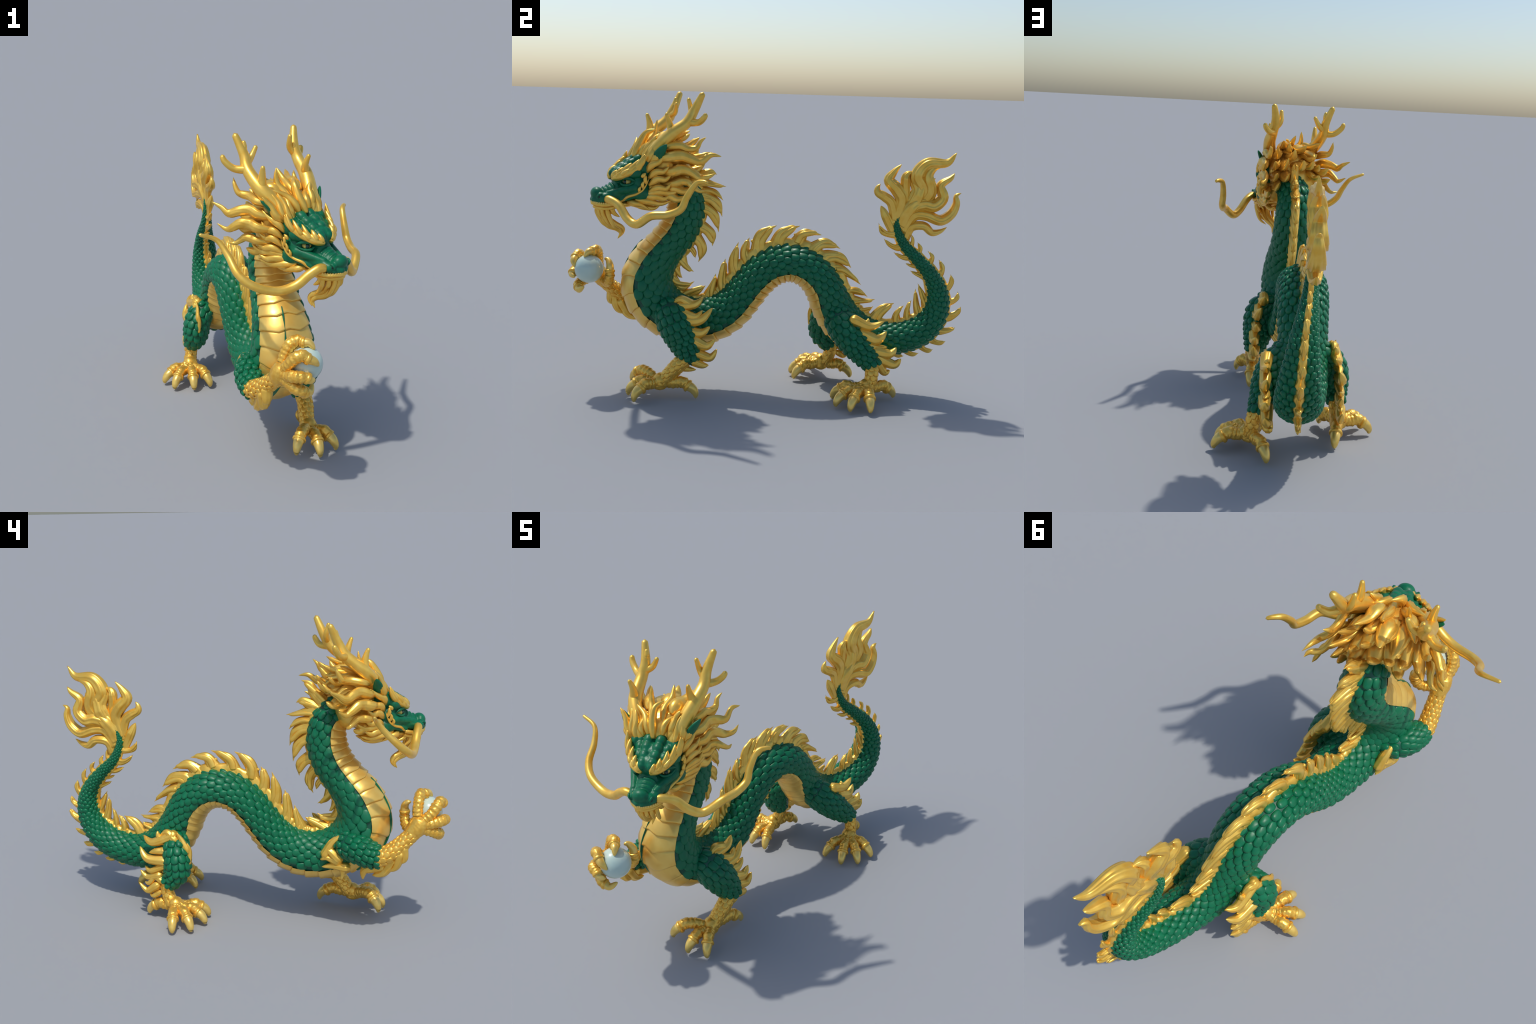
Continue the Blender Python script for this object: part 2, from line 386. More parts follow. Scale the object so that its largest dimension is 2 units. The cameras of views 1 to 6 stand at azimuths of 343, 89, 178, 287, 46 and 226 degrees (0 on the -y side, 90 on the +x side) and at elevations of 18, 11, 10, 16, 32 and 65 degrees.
flames([(p, w * 1.25) for p, w in NECK_FLAMES], 'crest_flame', crest, 0.030); flames(BACK_FLAMES, 'crest_flame', crest, 0.028)
flames(TAIL_FLAMES, 'crest_flame', crest, 0.022); flames(UNDER_FLAMES, 'crest_flame', tail_crest, 0.020)
# small beads in the notches between the back flames
for y, z in ((-0.078, 0.772), (0.041, 0.812), (0.139, 0.810), (0.243, 0.777), (0.335, 0.727), (0.388, 0.643), (-0.187, 0.62), (-0.247, 0.556)):
    V, F = ellipsoid((mid_x(y, z), y, z), (0.008, 0.008, 0.008), None, 12, 8); add('crest_bead', mesh_from(V, F, 'crest_bead'), GOLD, crest)

# tail tuft: wide folded locks
TUFT = [
([(0.668,0.850),(0.690,0.930),(0.735,0.985),(0.800,1.010),(0.840,1.060)],0.040,0.040,0.0),
([(0.665,0.880),(0.720,0.985),(0.745,1.060),(0.720,1.120),(0.760,1.165)],0.036,0.034,0.0),  # curve in (y, z), half breadth, half thickness across, side offset at tip
([(0.700,0.960),(0.773,1.057),(0.738,1.128),(0.785,1.193),(0.881,1.201),(0.926,1.253)],0.036,0.042,0.014),
([(0.720,0.950),(0.805,1.043),(0.789,1.130),(0.817,1.171),(0.867,1.185)],0.030,0.046,0.0),
([(0.670,0.873),(0.717,0.958),(0.777,0.988),(0.829,0.982),(0.873,1.024),(0.858,1.085),(0.907,1.123),(0.926,1.149)],0.031,0.052,-0.004),
([(0.682,0.848),(0.729,0.927),(0.791,0.934),(0.865,0.910),(0.919,0.943),(0.942,0.995),(0.939,1.036),(0.964,1.051)],0.026,0.046,0.004),
([(0.695,0.810),(0.722,0.870),(0.784,0.879),(0.827,0.846),(0.869,0.853),(0.903,0.875)],0.021,0.038,0.0),
([(0.645,0.900),(0.668,1.003),(0.639,1.059),(0.598,1.104),(0.619,1.145),(0.657,1.187)],0.032,0.040,-0.006),
([(0.690,1.000),(0.678,1.101),(0.686,1.137),(0.718,1.153)],0.022,0.030,0.006),
([(0.640,0.890),(0.617,0.986),(0.579,1.021),(0.545,1.041),(0.541,1.066),(0.554,1.087)],0.023,0.030,0.0),
([(0.640,0.830),(0.596,0.908),(0.576,0.949),(0.561,0.977)],0.022,0.024,0.004),
([(0.690,0.950),(0.740,1.010),(0.770,1.090),(0.830,1.120)],0.040,0.040,0.0)]
tuft = None
for pts, w, t, off in TUFT:
    P = [np.array([-0.032 + off * i / (len(pts) - 1), q[0] + 0.004, q[1] - 0.005]) for i, q in enumerate(pts)]
    V, F = lock(P, w * 1.06, t * 1.28, X, 44, 30, 0.20, 8, 'tuft', root=0.26)
    ob = add('tail_tuft' if tuft is None else 'tuft_lock', mesh_from(V, F, 'tuft_lock'), GOLD, ROOT if tuft is None else tuft)
    if tuft is None: tuft = ob

# ------------------------------------------------------------------ limbs
def knobbly(tb, seg, amp, freq, ring_amp=0.0, ring_freq=0.0):
    V, F = tb.mesh(seg); V = np.array(V); m = len(tb.C)
    for i in range(len(V)):
        c = tb.C[min(i // seg, m - 1)]; n = unit(V[i] - c)
        d, _ = noise.voronoi(Vector(V[i] * freq))
        b = min(1.0, d[1] - d[0]) ** 0.5
        k = amp * (b - 0.35) + ring_amp * math.sin(tb.s[min(i // seg, m - 1)] * ring_freq)
        V[i] = V[i] + n * k
    return V, F
def toe(points, radii, parent):
    tb = Tube(points, radii, [r * 0.92 for r in radii], (0.1, 0.2, 1), 60)
    V, F = knobbly(tb, 40, 0.0042, 85, 0.0013, 330)
    return add('toe', mesh_from(V, F, 'toe'), GOLDSCALE, parent)
def claw(points, r, parent):
    m = 22; P = catmull(points, m); t = np.linspace(0, 1, m)
    rad = r * (1 - 0.25 * t) * np.clip(1 - t ** 2.6, 0, 1) ** 0.62 + 0.0015; rad[-1] = 0.001
    tb = Tube(P, rad, rad, (0.1, 0.2, 1), m); V, F = tb.mesh(20)
    cl = add('claw', mesh_from(V, F, 'claw'), CLAW, parent)
    # cuff ring round the claw root
    d = unit(P[1] - P[0]); R = Tube([P[0] - d * 0.012, P[0] - d * 0.006, P[0] + d * 0.002, P[0] + d * 0.008, P[0] + d * 0.009], np.array([0.95, 1.26, 1.34, 1.22, 0.8]) * r, np.array([0.95, 1.26, 1.34, 1.22, 0.8]) * r, (0.1, 0.2, 1), 14)
    V, F = R.mesh(20); add('claw_cuff', mesh_from(V, F, 'claw_cuff'), GOLDSCALE, parent)

def foot(centre, ankle, tips, parent, r=0.028, arch=0.066):
    c = np.array(centre)
    V, F = knobbly(Tube([np.array(ankle), c + (0, 0, 0.012), c + (0, 0, -0.02), c + (0, 0, -0.034)], [0.034, 0.040, 0.036, 0.014], [0.034, 0.040, 0.036, 0.014], (0, 1, 0), 26), 34, 0.005, 55)
    f = add('foot', mesh_from(V, F, 'foot'), GOLDSCALE, parent)
    for P in tips:
        P = np.array(P); h = unit((P - c) * (1, 1, 0)); dist = np.linalg.norm((P - c)[:2])
        back = min(0.040, dist * 0.28); lift = P[2]
        base = np.array([*(P - h * back)[:2], arch + lift]); k1 = c + h * dist * 0.36; k1[2] = arch + 0.012 + lift * 0.9; k2 = c + h * (dist - back) * 0.78; k2[2] = arch + 0.018 + lift
        toe([c + h * 0.006, c + h * dist * 0.16 + (0, 0, 0.006), k1, k2, base - h * 0.004 + (0, 0, 0.004), base + h * 0.004 + (0, 0, -0.003)], [0.030, 0.027, r * 0.96, r * 1.0, r * 0.92, r * 0.76], f)
        claw([base + (0, 0, 0.001), base + h * back * 0.55 + (0, 0, -0.012), base + h * back * 0.95 + (0, 0, -0.036), P + (0, 0, 0.008)], r * 0.84, f)
    return f

def leg(name, upper, lower, size_u=0.040, size_l=0.026, green_to=1.0):
    """upper green scaled limb and lower gold scaled limb; rows are x, y, z, r"""
    U = np.array(upper, float); Lw = np.array(lower, float)
    tu = Tube(U[:, :3], U[:, 3] - 0.004, U[:, 3] - 0.004, (1, 0.2, 0.1), 50); V, F = tu.mesh(36)
    ob = add(name, mesh_from(V, F, name), CREVICE_DARKENED)
    sc = scale_field(tu, 0.01, tu.L - 0.012, lambda s: size_u * (1 - 0.22 * s / tu.L), lambda s: 0.0, lambda s: math.pi, True, lift=0.22)
    V, F = scales_joined(sc); add('scales', mesh_from(V, F, 'scales'), GREEN, ob, kind='stuff')
    tl = Tube(Lw[:, :3], Lw[:, 3] - 0.002, Lw[:, 3] - 0.002, (1, 0.2, 0.1), 40); V, F = tl.mesh(30)
    lo = add('shin', mesh_from(V, F, 'shin'), GOLDSCALE, ob)
    sc = scale_field(tl, 0.0, tl.L, lambda s: size_l, lambda s: 0.0, lambda s: math.pi, True, height=0.18, lift=0.12)
    V, F = scales_joined(sc); add('gold_scales', mesh_from(V, F, 'gold_scales'), GOLDSCALE, ob, kind='stuff')
    return ob

def leg_flames(table, x, parent, lat=0.030, slope=0.0):
    for pts, w in table:
        P = []
        for i, q in enumerate(pts):
            xx = x(q[1]) if callable(x) else x
            P.append(np.array([xx + slope * i, *q]))
        P.insert(0, P[0] + unit(P[0] - P[1]) * 0.03)
        for q in P[1:]: q[0] += rng.uniform(-0.006, 0.006)
        V, F = lock(P, w * 0.68, lat * min(1.1, w / 0.04), X, 24, 24, 0.17, 8, 'lock')
        add('leg_flame', mesh_from(V, F, 'leg_flame'), GOLD, parent)

# standing foreleg (+x side)
fl_e = leg('foreleg', [(0.065,-0.500,0.440,0.06),(0.112,-0.475,0.425,0.078),(0.142,-0.450,0.375,0.082),(0.150,-0.415,0.310,0.075),(0.162,-0.384,0.245,0.058),(0.168,-0.374,0.210,0.045),(0.172,-0.385,0.190,0.036)],
           [(0.168,-0.385,0.215,0.036),(0.176,-0.432,0.172,0.037),(0.168,-0.480,0.115,0.035),(0.165,-0.505,0.085,0.036)])
foot((0.166,-0.520,0.078), (0.166,-0.495,0.096), [(0.050,-0.672,0.028),(0.166,-0.677,0),(0.260,-0.637,0),(0.186,-0.340,0)], fl_e, 0.029, 0.071)
leg_flames([([(-0.382,0.479),(-0.426,0.500),(-0.478,0.467)],0.038),([(-0.419,0.465),(-0.351,0.477),(-0.311,0.513)],0.044),([(-0.406,0.434),(-0.350,0.419),(-0.313,0.449)],0.040),
([(-0.393,0.395),(-0.319,0.407),(-0.264,0.463)],0.050),([(-0.374,0.344),(-0.318,0.339),(-0.275,0.372)],0.050),([(-0.355,0.299),(-0.292,0.275),(-0.248,0.308)],0.050),
([(-0.335,0.235),(-0.272,0.216),(-0.238,0.263)],0.044),([(-0.347,0.195),(-0.309,0.179),(-0.278,0.177)],0.038),([(-0.403,0.161),(-0.372,0.155),(-0.340,0.152)],0.028)],
  lambda z: float(np.interp(z, [0.15, 0.25, 0.40, 0.48], [0.176, 0.172, 0.160, 0.132])), fl_e, 0.030)
# hind leg (+x side)
hl_e = leg('hindleg', [(0.000,0.362,0.400,0.06),(0.046,0.374,0.390,0.075),(0.086,0.408,0.345,0.078),(0.114,0.452,0.290,0.071),(0.135,0.498,0.235,0.056),(0.150,0.530,0.205,0.047),(0.158,0.540,0.185,0.036)],
           [(0.150,0.528,0.215,0.035),(0.172,0.534,0.165,0.031),(0.178,0.530,0.120,0.030),(0.181,0.520,0.088,0.034)])
foot((0.186,0.508,0.078), (0.181,0.522,0.092), [(0.150,0.345,0),(0.263,0.352,0),(0.329,0.416,0),(0.342,0.512,0),(0.114,0.656,0)], hl_e)
leg_flames([([(0.446,0.410),(0.520,0.384),(0.591,0.410)],0.046),([(0.480,0.390),(0.505,0.405),(0.511,0.424)],0.027),([(0.482,0.342),(0.557,0.317),(0.607,0.359)],0.060),
([(0.511,0.288),(0.565,0.276),(0.612,0.280)],0.036),([(0.560,0.255),(0.627,0.246),(0.659,0.278)],0.048),([(0.568,0.220),(0.650,0.187),(0.685,0.220)],0.050),([(0.570,0.192),(0.606,0.144),(0.636,0.152)],0.044)],
  lambda z: float(np.interp(z, [0.15, 0.25, 0.34, 0.42], [0.112, 0.130, 0.132, 0.122])), hl_e, 0.029)
# hind leg (-x side)
hl_w = leg('hindleg', [(-0.100,0.350,0.410,0.06),(-0.148,0.328,0.385,0.064),(-0.178,0.312,0.335,0.066),(-0.189,0.306,0.280,0.065),(-0.192,0.318,0.235,0.055),(-0.200,0.345,0.205,0.044),(-0.201,0.362,0.185,0.036)],
           [(-0.200,0.345,0.215,0.034),(-0.203,0.362,0.165,0.031),(-0.210,0.350,0.125,0.030),(-0.218,0.330,0.092,0.034)])
foot((-0.222,0.312,0.078), (-0.218,0.330,0.096), [(-0.375,0.273,0),(-0.338,0.189,0),(-0.240,0.151,0),(-0.148,0.164,0),(-0.194,0.468,0)], hl_w)
leg_flames([([(0.334,0.438),(0.434,0.401),(0.491,0.428)],0.044),([(0.390,0.416),(0.405,0.436),(0.409,0.461)],0.030),([(0.323,0.428),(0.360,0.457),(0.400,0.432)],0.034),
([(0.378,0.313),(0.461,0.321),(0.505,0.375)],0.046),([(0.381,0.362),(0.415,0.359),(0.454,0.347)],0.034),([(0.380,0.280),(0.442,0.256),(0.478,0.275)],0.032),
([(0.410,0.232),(0.467,0.220),(0.501,0.253)],0.036),([(0.384,0.207),(0.422,0.225),(0.452,0.188),(0.480,0.191)],0.032),([(0.419,0.175),(0.465,0.147),(0.511,0.187)],0.036),([(0.410,0.136),(0.433,0.122),(0.455,0.131)],0.026)],
  lambda z: float(np.interp(z, [0.15, 0.25, 0.34, 0.43], [-0.214, -0.208, -0.204, -0.178])), hl_w, 0.027)
leg_flames([([(0.260,0.385),(0.283,0.426),(0.303,0.465)],0.032),([(0.249,0.321),(0.242,0.371),(0.248,0.413)],0.030)], -0.190, hl_w, 0.016)
# raised foreleg (-x side) with the pearl
fl_w = leg('foreleg', [(-0.040,-0.505,0.440,0.06),(-0.090,-0.522,0.450,0.065),(-0.132,-0.560,0.458,0.068),(-0.156,-0.616,0.447,0.066),(-0.164,-0.672,0.428,0.057),(-0.170,-0.706,0.424,0.044),(-0.168,-0.728,0.432,0.036)],
           [(-0.172,-0.692,0.423,0.043),(-0.166,-0.728,0.436,0.041),(-0.142,-0.780,0.472,0.037),(-0.118,-0.830,0.520,0.034),(-0.102,-0.856,0.550,0.039)], 0.038, 0.028)
V, F = knobbly(Tube([(-0.116,-0.834,0.528),(-0.100,-0.862,0.562),(-0.088,-0.880,0.598),(-0.082,-0.886,0.622)], [0.034,0.044,0.040,0.012], [0.034,0.046,0.042,0.012], (0, 1, 0), 26), 34, 0.005, 55)
hand = add('hand', mesh_from(V, F, 'hand'), GOLDSCALE, fl_w)
FINGERS = [
 ([(-0.096,-0.868,0.580),(-0.086,-0.864,0.640),(-0.060,-0.865,0.692),(-0.028,-0.870,0.708),(-0.012,-0.884,0.704)], [(-0.010,-0.885,0.703),(0.012,-0.899,0.703),(0.029,-0.918,0.680)]),
 ([(-0.096,-0.885,0.590),(-0.088,-0.925,0.630),(-0.068,-0.950,0.668),(-0.038,-0.962,0.682),(-0.024,-0.968,0.670)], [(-0.022,-0.969,0.669),(0.006,-0.974,0.655),(0.029,-0.966,0.628)]),
 ([(-0.098,-0.885,0.578),(-0.092,-0.930,0.585),(-0.078,-0.968,0.596),(-0.052,-0.982,0.596),(-0.028,-0.984,0.590)], [(-0.026,-0.984,0.589),(-0.012,-0.986,0.580),(0.012,-0.970,0.572)]),
 ([(-0.100,-0.875,0.562),(-0.086,-0.915,0.548),(-0.066,-0.950,0.534),(-0.038,-0.962,0.522),(-0.028,-0.958,0.514)], [(-0.026,-0.958,0.513),(0.000,-0.948,0.506),(0.024,-0.920,0.528)]),
 ([(-0.098,-0.855,0.560),(-0.058,-0.825,0.540),(-0.026,-0.806,0.545),(-0.004,-0.794,0.580),(-0.004,-0.794,0.604)], [(-0.004,-0.794,0.606),(-0.008,-0.794,0.634),(-0.024,-0.806,0.658),(-0.028,-0.826,0.664)])]
for pts, cl in FINGERS:
    toe(pts, [0.026, 0.024, 0.026, 0.025, 0.021], hand); claw(cl, 0.0195, hand)
V, F = ellipsoid((-0.002,-0.899,0.615), (0.072, 0.072, 0.072), None, 64, 40)
add('pearl', mesh_from(V, F, 'pearl'), PEARL, hand)
leg_flames([([(-0.446,0.416),(-0.480,0.476),(-0.526,0.511)],0.040),([(-0.495,0.380),(-0.451,0.396),(-0.416,0.379)],0.036),([(-0.535,0.353),(-0.476,0.352),(-0.424,0.343)],0.036),([(-0.515,0.356),(-0.525,0.320),(-0.521,0.283)],0.026),
([(-0.500,0.400),(-0.465,0.430),(-0.440,0.440)],0.040)], -0.150, fl_w, 0.030)
leg_flames([([(-0.699,0.375),(-0.632,0.347),(-0.623,0.297)],0.046),([(-0.755,0.407),(-0.719,0.346),(-0.666,0.320)],0.050),([(-0.792,0.436),(-0.775,0.378),(-0.740,0.349)],0.044),([(-0.810,0.463),(-0.816,0.423),(-0.803,0.396)],0.038)], -0.146, fl_w, 0.032)

# ------------------------------------------------------------------ head (own axes: a right, b forward, c up)
HO = np.array([0.103, -0.712, 1.078]); YAW = math.radians(27.8)
HM = np.array([[math.cos(YAW), math.sin(YAW), 0], [math.sin(YAW), -math.cos(YAW), 0], [0, 0, 1.0]])
def hg(p): return np.array(p, float) @ HM + HO
def hd(v): return np.array(v, float) @ HM
def put(name, VF, mat, parent, **k):
    V, F = VF; V = np.array(V) @ HM + HO
    return add(name, mesh_from(V, [tuple(reversed(f)) for f in F], name), mat, parent, **k)   # head axes are left-handed
mir = lambda p, s: (p[0] * s, p[1], p[2])

def skin_union(parts_, voxel, smooth_it, name, mat, parent):
    V, F = merge(parts_); V = np.array(V) @ HM + HO
    me = mesh_from(V, [tuple(reversed(f)) for f in F], name)
    ob = bpy.data.objects.new(name, me); bpy.context.scene.collection.objects.link(ob)
    r = ob.modifiers.new('r', 'REMESH'); r.mode = 'VOXEL'; r.voxel_size = voxel
    sm = ob.modifiers.new('s', 'SMOOTH'); sm.iterations = smooth_it; sm.factor = 0.5
    dg = bpy.context.evaluated_depsgraph_get(); m2 = bpy.data.meshes.new_from_object(ob.evaluated_get(dg))
    bpy.data.objects.remove(ob); m2.name = name
    m2.materials.clear()
    return add(name, m2, mat, parent)

P_ = []
P_.append(ellipsoid((0, -0.120, 0.018), (0.106, 0.100, 0.105)))
P_.append(ellipsoid((0, -0.050, 0.028), (0.082, 0.070, 0.070)))
P_.append(ellipsoid((0, 0.000, 0.020), (0.060, 0.058, 0.052)))
for t in np.linspace(0, 1, 9):   # bridge of the snout
    P_.append(ellipsoid((0, 0.025 + 0.10 * t, -0.036 - 0.032 * t), (0.050 - 0.020 * t, 0.030, 0.036 - 0.016 * t), None, 18, 12))
P_.append(ellipsoid((0, 0.130, -0.059), (0.038, 0.030, 0.031)))
for b, c, w in ((0.100, -0.040, 0.026), (0.082, -0.032, 0.029), (0.064, -0.022, 0.032), (0.046, -0.010, 0.034)):   # nose wrinkles
    for a in np.linspace(-1, 1, 9): P_.append(ellipsoid((a * w, b - 0.006 * a * a, c - 0.014 * a * a), (0.011, 0.0072, 0.0150), None, 10, 8))
for s in (1, -1):
    P_.append(capsule((0.052 * s, 0.020, -0.055), (0.046 * s, 0.112, -0.078), 0.030, 0.022))          # upper lip
    P_.append(capsule((0.036 * s, 0.128, -0.088), (0.010 * s, 0.146, -0.088), 0.015, 0.015))
    P_.append(capsule((0.090 * s, -0.030, -0.030), (0.050 * s, 0.085, -0.055), 0.024, 0.014))        # cheekbone
    P_.append(ellipsoid((0.040 * s, 0.122, -0.070), (0.020, 0.020, 0.018)))                            # nostril wing
    P_.append(ellipsoid((0.076 * s, -0.060, -0.015), (0.038, 0.052, 0.053)))
    P_.append(ellipsoid((0.085 * s, -0.075, -0.060), (0.036, 0.060, 0.036)))
    P_.append(capsule((0.100 * s, -0.060, -0.050), (0.066 * s, 0.035, -0.085), 0.022, 0.014))
    P_.append(capsule((0.030 * s, 0.040, 0.014), (0.100 * s, -0.035, 0.045), 0.018, 0.026))          # brow bone
    P_.append(ellipsoid((0.022 * s, 0.040, 0.032), (0.024, 0.024, 0.024)))
    crown = catmull([(0.030, 0.040), (-0.018, 0.070), (-0.068, 0.100), (-0.125, 0.118)], 26)
    for i, (b, c) in enumerate(crown):      # swelling ridges from the brow to the hairline
        t = i / 25; r = 0.0225 + 0.0030 * math.cos(t * 4.5 * 2 * math.pi)
        P_.append(ellipsoid(((0.022 + 0.008 * t) * s, b, c), (r, r, r), None, 14, 10))
        if t > 0.12: P_.append(ellipsoid(((0.054 + 0.024 * t) * s, b - 0.016, c - 0.010), (r * 0.9, r, r * 0.9), None, 14, 10))
    P_.append(ellipsoid((0.092 * s, -0.085, 0.070), (0.030, 0.046, 0.045)))
head = skin_union(P_, 0.0032, 3, 'head', SKIN, ROOT)

# nostrils, eyes
for s in (1, -1):
    ring = [hg((s * (0.047 + 0.006 * math.sin(a)), 0.130 + 0.011 * math.cos(a), -0.070 + 0.011 * math.sin(a))) for a in np.linspace(0, 2 * math.pi, 17)]
    V, F = Tube(ring, 0.0052, 0.0052, hd((1, 0, 0)), 34).mesh(10); add('nostril', mesh_from(V, F, 'nostril'), SKIN, head)
    put('nostril_hole', ellipsoid((s * 0.050, 0.131, -0.070), (0.0065, 0.009, 0.009), None, 16, 10), DARK, head)
    e = put('eye', ellipsoid((s * 0.067, 0.003, -0.001), (0.020, 0.020, 0.015), None, 28, 18), EYE, head)
    put('pupil', ellipsoid((s * 0.0735, 0.0135, -0.001), (0.0110, 0.0105, 0.0115), None, 20, 12), PUPIL, e)
    put('eyelid', lock([mir(q, s) for q in ((0.048, 0.028, 0.012), (0.072, 0.022, 0.018), (0.094, 0.000, 0.016), (0.106, -0.026, 0.004))], 0.008, 0.010, (0, 0.2, 1), 20, 14, 0.0), SKIN, e)
    put('eyelid', lock([mir(q, s) for q in ((0.048, 0.030, -0.006), (0.070, 0.025, -0.016), (0.092, 0.004, -0.014), (0.106, -0.024, 0.000))], 0.006, 0.007, (0, 0.2, 1), 20, 14, 0.0), SKIN, e)
    # ear
    put('ear', lock([mir(q, s) for q in ((0.110, -0.115, 0.085), (0.138, -0.125, 0.122), (0.160, -0.136, 0.152), (0.186, -0.152, 0.184))], 0.024, 0.012, (1, 0.4, 0), 24, 18, 0.0, shape='leaf'), SKIN, head)

def hlock(name, pts, w, t, parent, side=(1, 0, 0), m=30, seg=20, groove=0.15, lobes=8, shape='lock', mat=GOLD):
    V, F = lock([hg(p) for p in pts], w, t, hd(side), m, seg, groove, lobes, shape)
    return add(name, mesh_from(V, F, name), mat, parent)

# eyebrows: a heavy curved base with flame tips
for s in (1, -1):
    b0 = hlock('eyebrow', [mir(q, s) for q in ((0.020, 0.060, 0.010), (0.045, 0.045, 0.020), (0.075, 0.020, 0.034), (0.104, -0.020, 0.056), (0.124, -0.055, 0.092), (0.130, -0.068, 0.130))], 0.021, 0.018, head, (0.5, 0.6, 0.2), 34, 20, 0.12, 7)
    for i, (q0, q1, q2, w) in enumerate((((0.026, 0.056, 0.010), (0.034, 0.054, 0.034), (0.038, 0.038, 0.054), 0.015), ((0.046, 0.044, 0.020), (0.056, 0.036, 0.046), (0.056, 0.016, 0.068), 0.017),
                          ((0.066, 0.026, 0.030), (0.080, 0.012, 0.058), (0.080, -0.016, 0.090), 0.019), ((0.088, 0.000, 0.042), (0.102, -0.016, 0.070), (0.104, -0.046, 0.108), 0.020),
                          ((0.106, -0.026, 0.056), (0.120, -0.042, 0.084), (0.124, -0.066, 0.134), 0.020), ((0.072, 0.030, 0.030), (0.086, 0.020, 0.046), (0.096, -0.002, 0.064), 0.013), ((0.050, 0.048, 0.018), (0.062, 0.042, 0.034), (0.070, 0.026, 0.052), 0.011))):
        hlock('brow_flame', [mir(q, s) for q in (q0, q1, q2)], w * (1 + 0.1 * math.sin(3 * i + s)), 0.012 + 0.002 * (i % 2), b0, (0.8, 0.5, 0.1), 18, 16, 0.14, 6, 'lock')
    # gold cheek trim from the mouth corner, with leaf points
    tr = hlock('cheek_trim', [mir(q, s) for q in ((0.066, 0.055, -0.096), (0.074, 0.028, -0.088), (0.088, 0.005, -0.070), (0.104, -0.028, -0.058), (0.116, -0.055, -0.040), (0.124, -0.074, -0.010), (0.130, -0.085, 0.020))], 0.008, 0.010, head, (1, 0.3, 0), 36, 14, 0.08, 6)
    for q0, q1, q2, w in (((0.112, -0.045, -0.048), (0.118, -0.040, -0.034), (0.122, -0.046, -0.018), 0.008), ((0.118, -0.060, -0.030), (0.124, -0.054, -0.012), (0.127, -0.060, 0.008), 0.009),
                          ((0.124, -0.074, -0.008), (0.128, -0.066, 0.014), (0.130, -0.070, 0.034), 0.010), ((0.122, -0.050, 0.024), (0.126, -0.058, 0.034), (0.128, -0.070, 0.044), 0.010)):
        hlock('cheek_leaf', [mir(q, s) for q in (q0, q1, q2)], w, 0.007, tr, (1, 0.3, 0), 14, 12, 0.1, 6, 'leaf')

# lower jaw, lips, teeth, beard
jaw = skin_union([ellipsoid((0, 0.075, -0.118), (0.056, 0.072, 0.018)), ellipsoid((0, 0.010, -0.110), (0.066, 0.070, 0.022)), ellipsoid((0, -0.070, -0.095), (0.085, 0.080, 0.035)),
                  ellipsoid((0, 0.095, -0.132), (0.046, 0.046, 0.016))], 0.004, 4, 'lower_jaw', GOLD, head)
lip = [(-0.070, 0.035, -0.096), (-0.068, 0.078, -0.106), (-0.052, 0.112, -0.110), (-0.026, 0.140, -0.107), (0, 0.150, -0.105), (0.026, 0.140, -0.107), (0.052, 0.112, -0.110), (0.068, 0.078, -0.106), (0.070, 0.035, -0.096)]
V, F = Tube([hg(p) for p in lip], 0.010, 0.010, (0, 0, 1), 60).mesh(14); add('lip', mesh_from(V, F, 'lip'), GOLD, jaw)
V, F = Tube([hg((p[0] * 0.9, p[1] * 0.94, p[2] - 0.018)) for p in lip], 0.009, 0.009, (0, 0, 1), 60).mesh(14); add('lip', mesh_from(V, F, 'lip'), GOLD, jaw)
tp = catmull(lip, 30)
for q in tp[5:25]:
    put('tooth', ellipsoid((q[0] * 1.04, q[1] * 1.03, q[2] + 0.006), (0.0062, 0.0062, 0.0075), None, 10, 8), CLAW, jaw)
for i, (a, b) in enumerate(((-0.048, 0.085), (-0.036, 0.108), (-0.020, 0.124), (-0.004, 0.130), (0.014, 0.127), (0.030, 0.114), (0.044, 0.094))):
    e = 0.02 * math.sin(i * 1.9)
    hlock('beard_lock', [(a, b, -0.118), (a * 1.05, b - 0.004, -0.155), (a * 0.9, b - 0.028 + e * 0.3, -0.195 + e), (a * 0.6 - 0.006, b - 0.060 + e, -0.222 + e)], 0.013, 0.011, jaw, (1, 0, 0), 24, 16, 0.14, 8)
hlock('beard_lock', [(0.0, 0.105, -0.130), (-0.004, 0.098, -0.180), (-0.010, 0.068, -0.218), (-0.016, 0.024, -0.238), (-0.020, 0.004, -0.262), (-0.021, 0.020, -0.290)], 0.019, 0.017, jaw, (1, 0, 0), 36, 20, 0.15, 8)
hlock('beard_lock', [(-0.014, 0.080, -0.130), (-0.016, 0.070, -0.185), (-0.018, 0.036, -0.214), (-0.022, -0.002, -0.236), (-0.026, -0.008, -0.258), (-0.026, 0.008, -0.284)], 0.017, 0.014, jaw, (1, 0, 0), 36, 20, 0.15, 8)
for s in (1, -1):
    hlock('beard_lock', [(0.050 * s, 0.080, -0.112), (0.052 * s, 0.064, -0.150), (0.054 * s, 0.034, -0.172)], 0.013, 0.012, jaw, (1, 0, 0), 20, 16, 0.14, 8)
    hlock('beard_lock', [(0.056 * s, 0.050, -0.105), (0.060 * s, 0.030, -0.132), (0.066 * s, 0.000, -0.140)], 0.012, 0.010, jaw, (1, 0, 0), 20, 16, 0.14, 8)

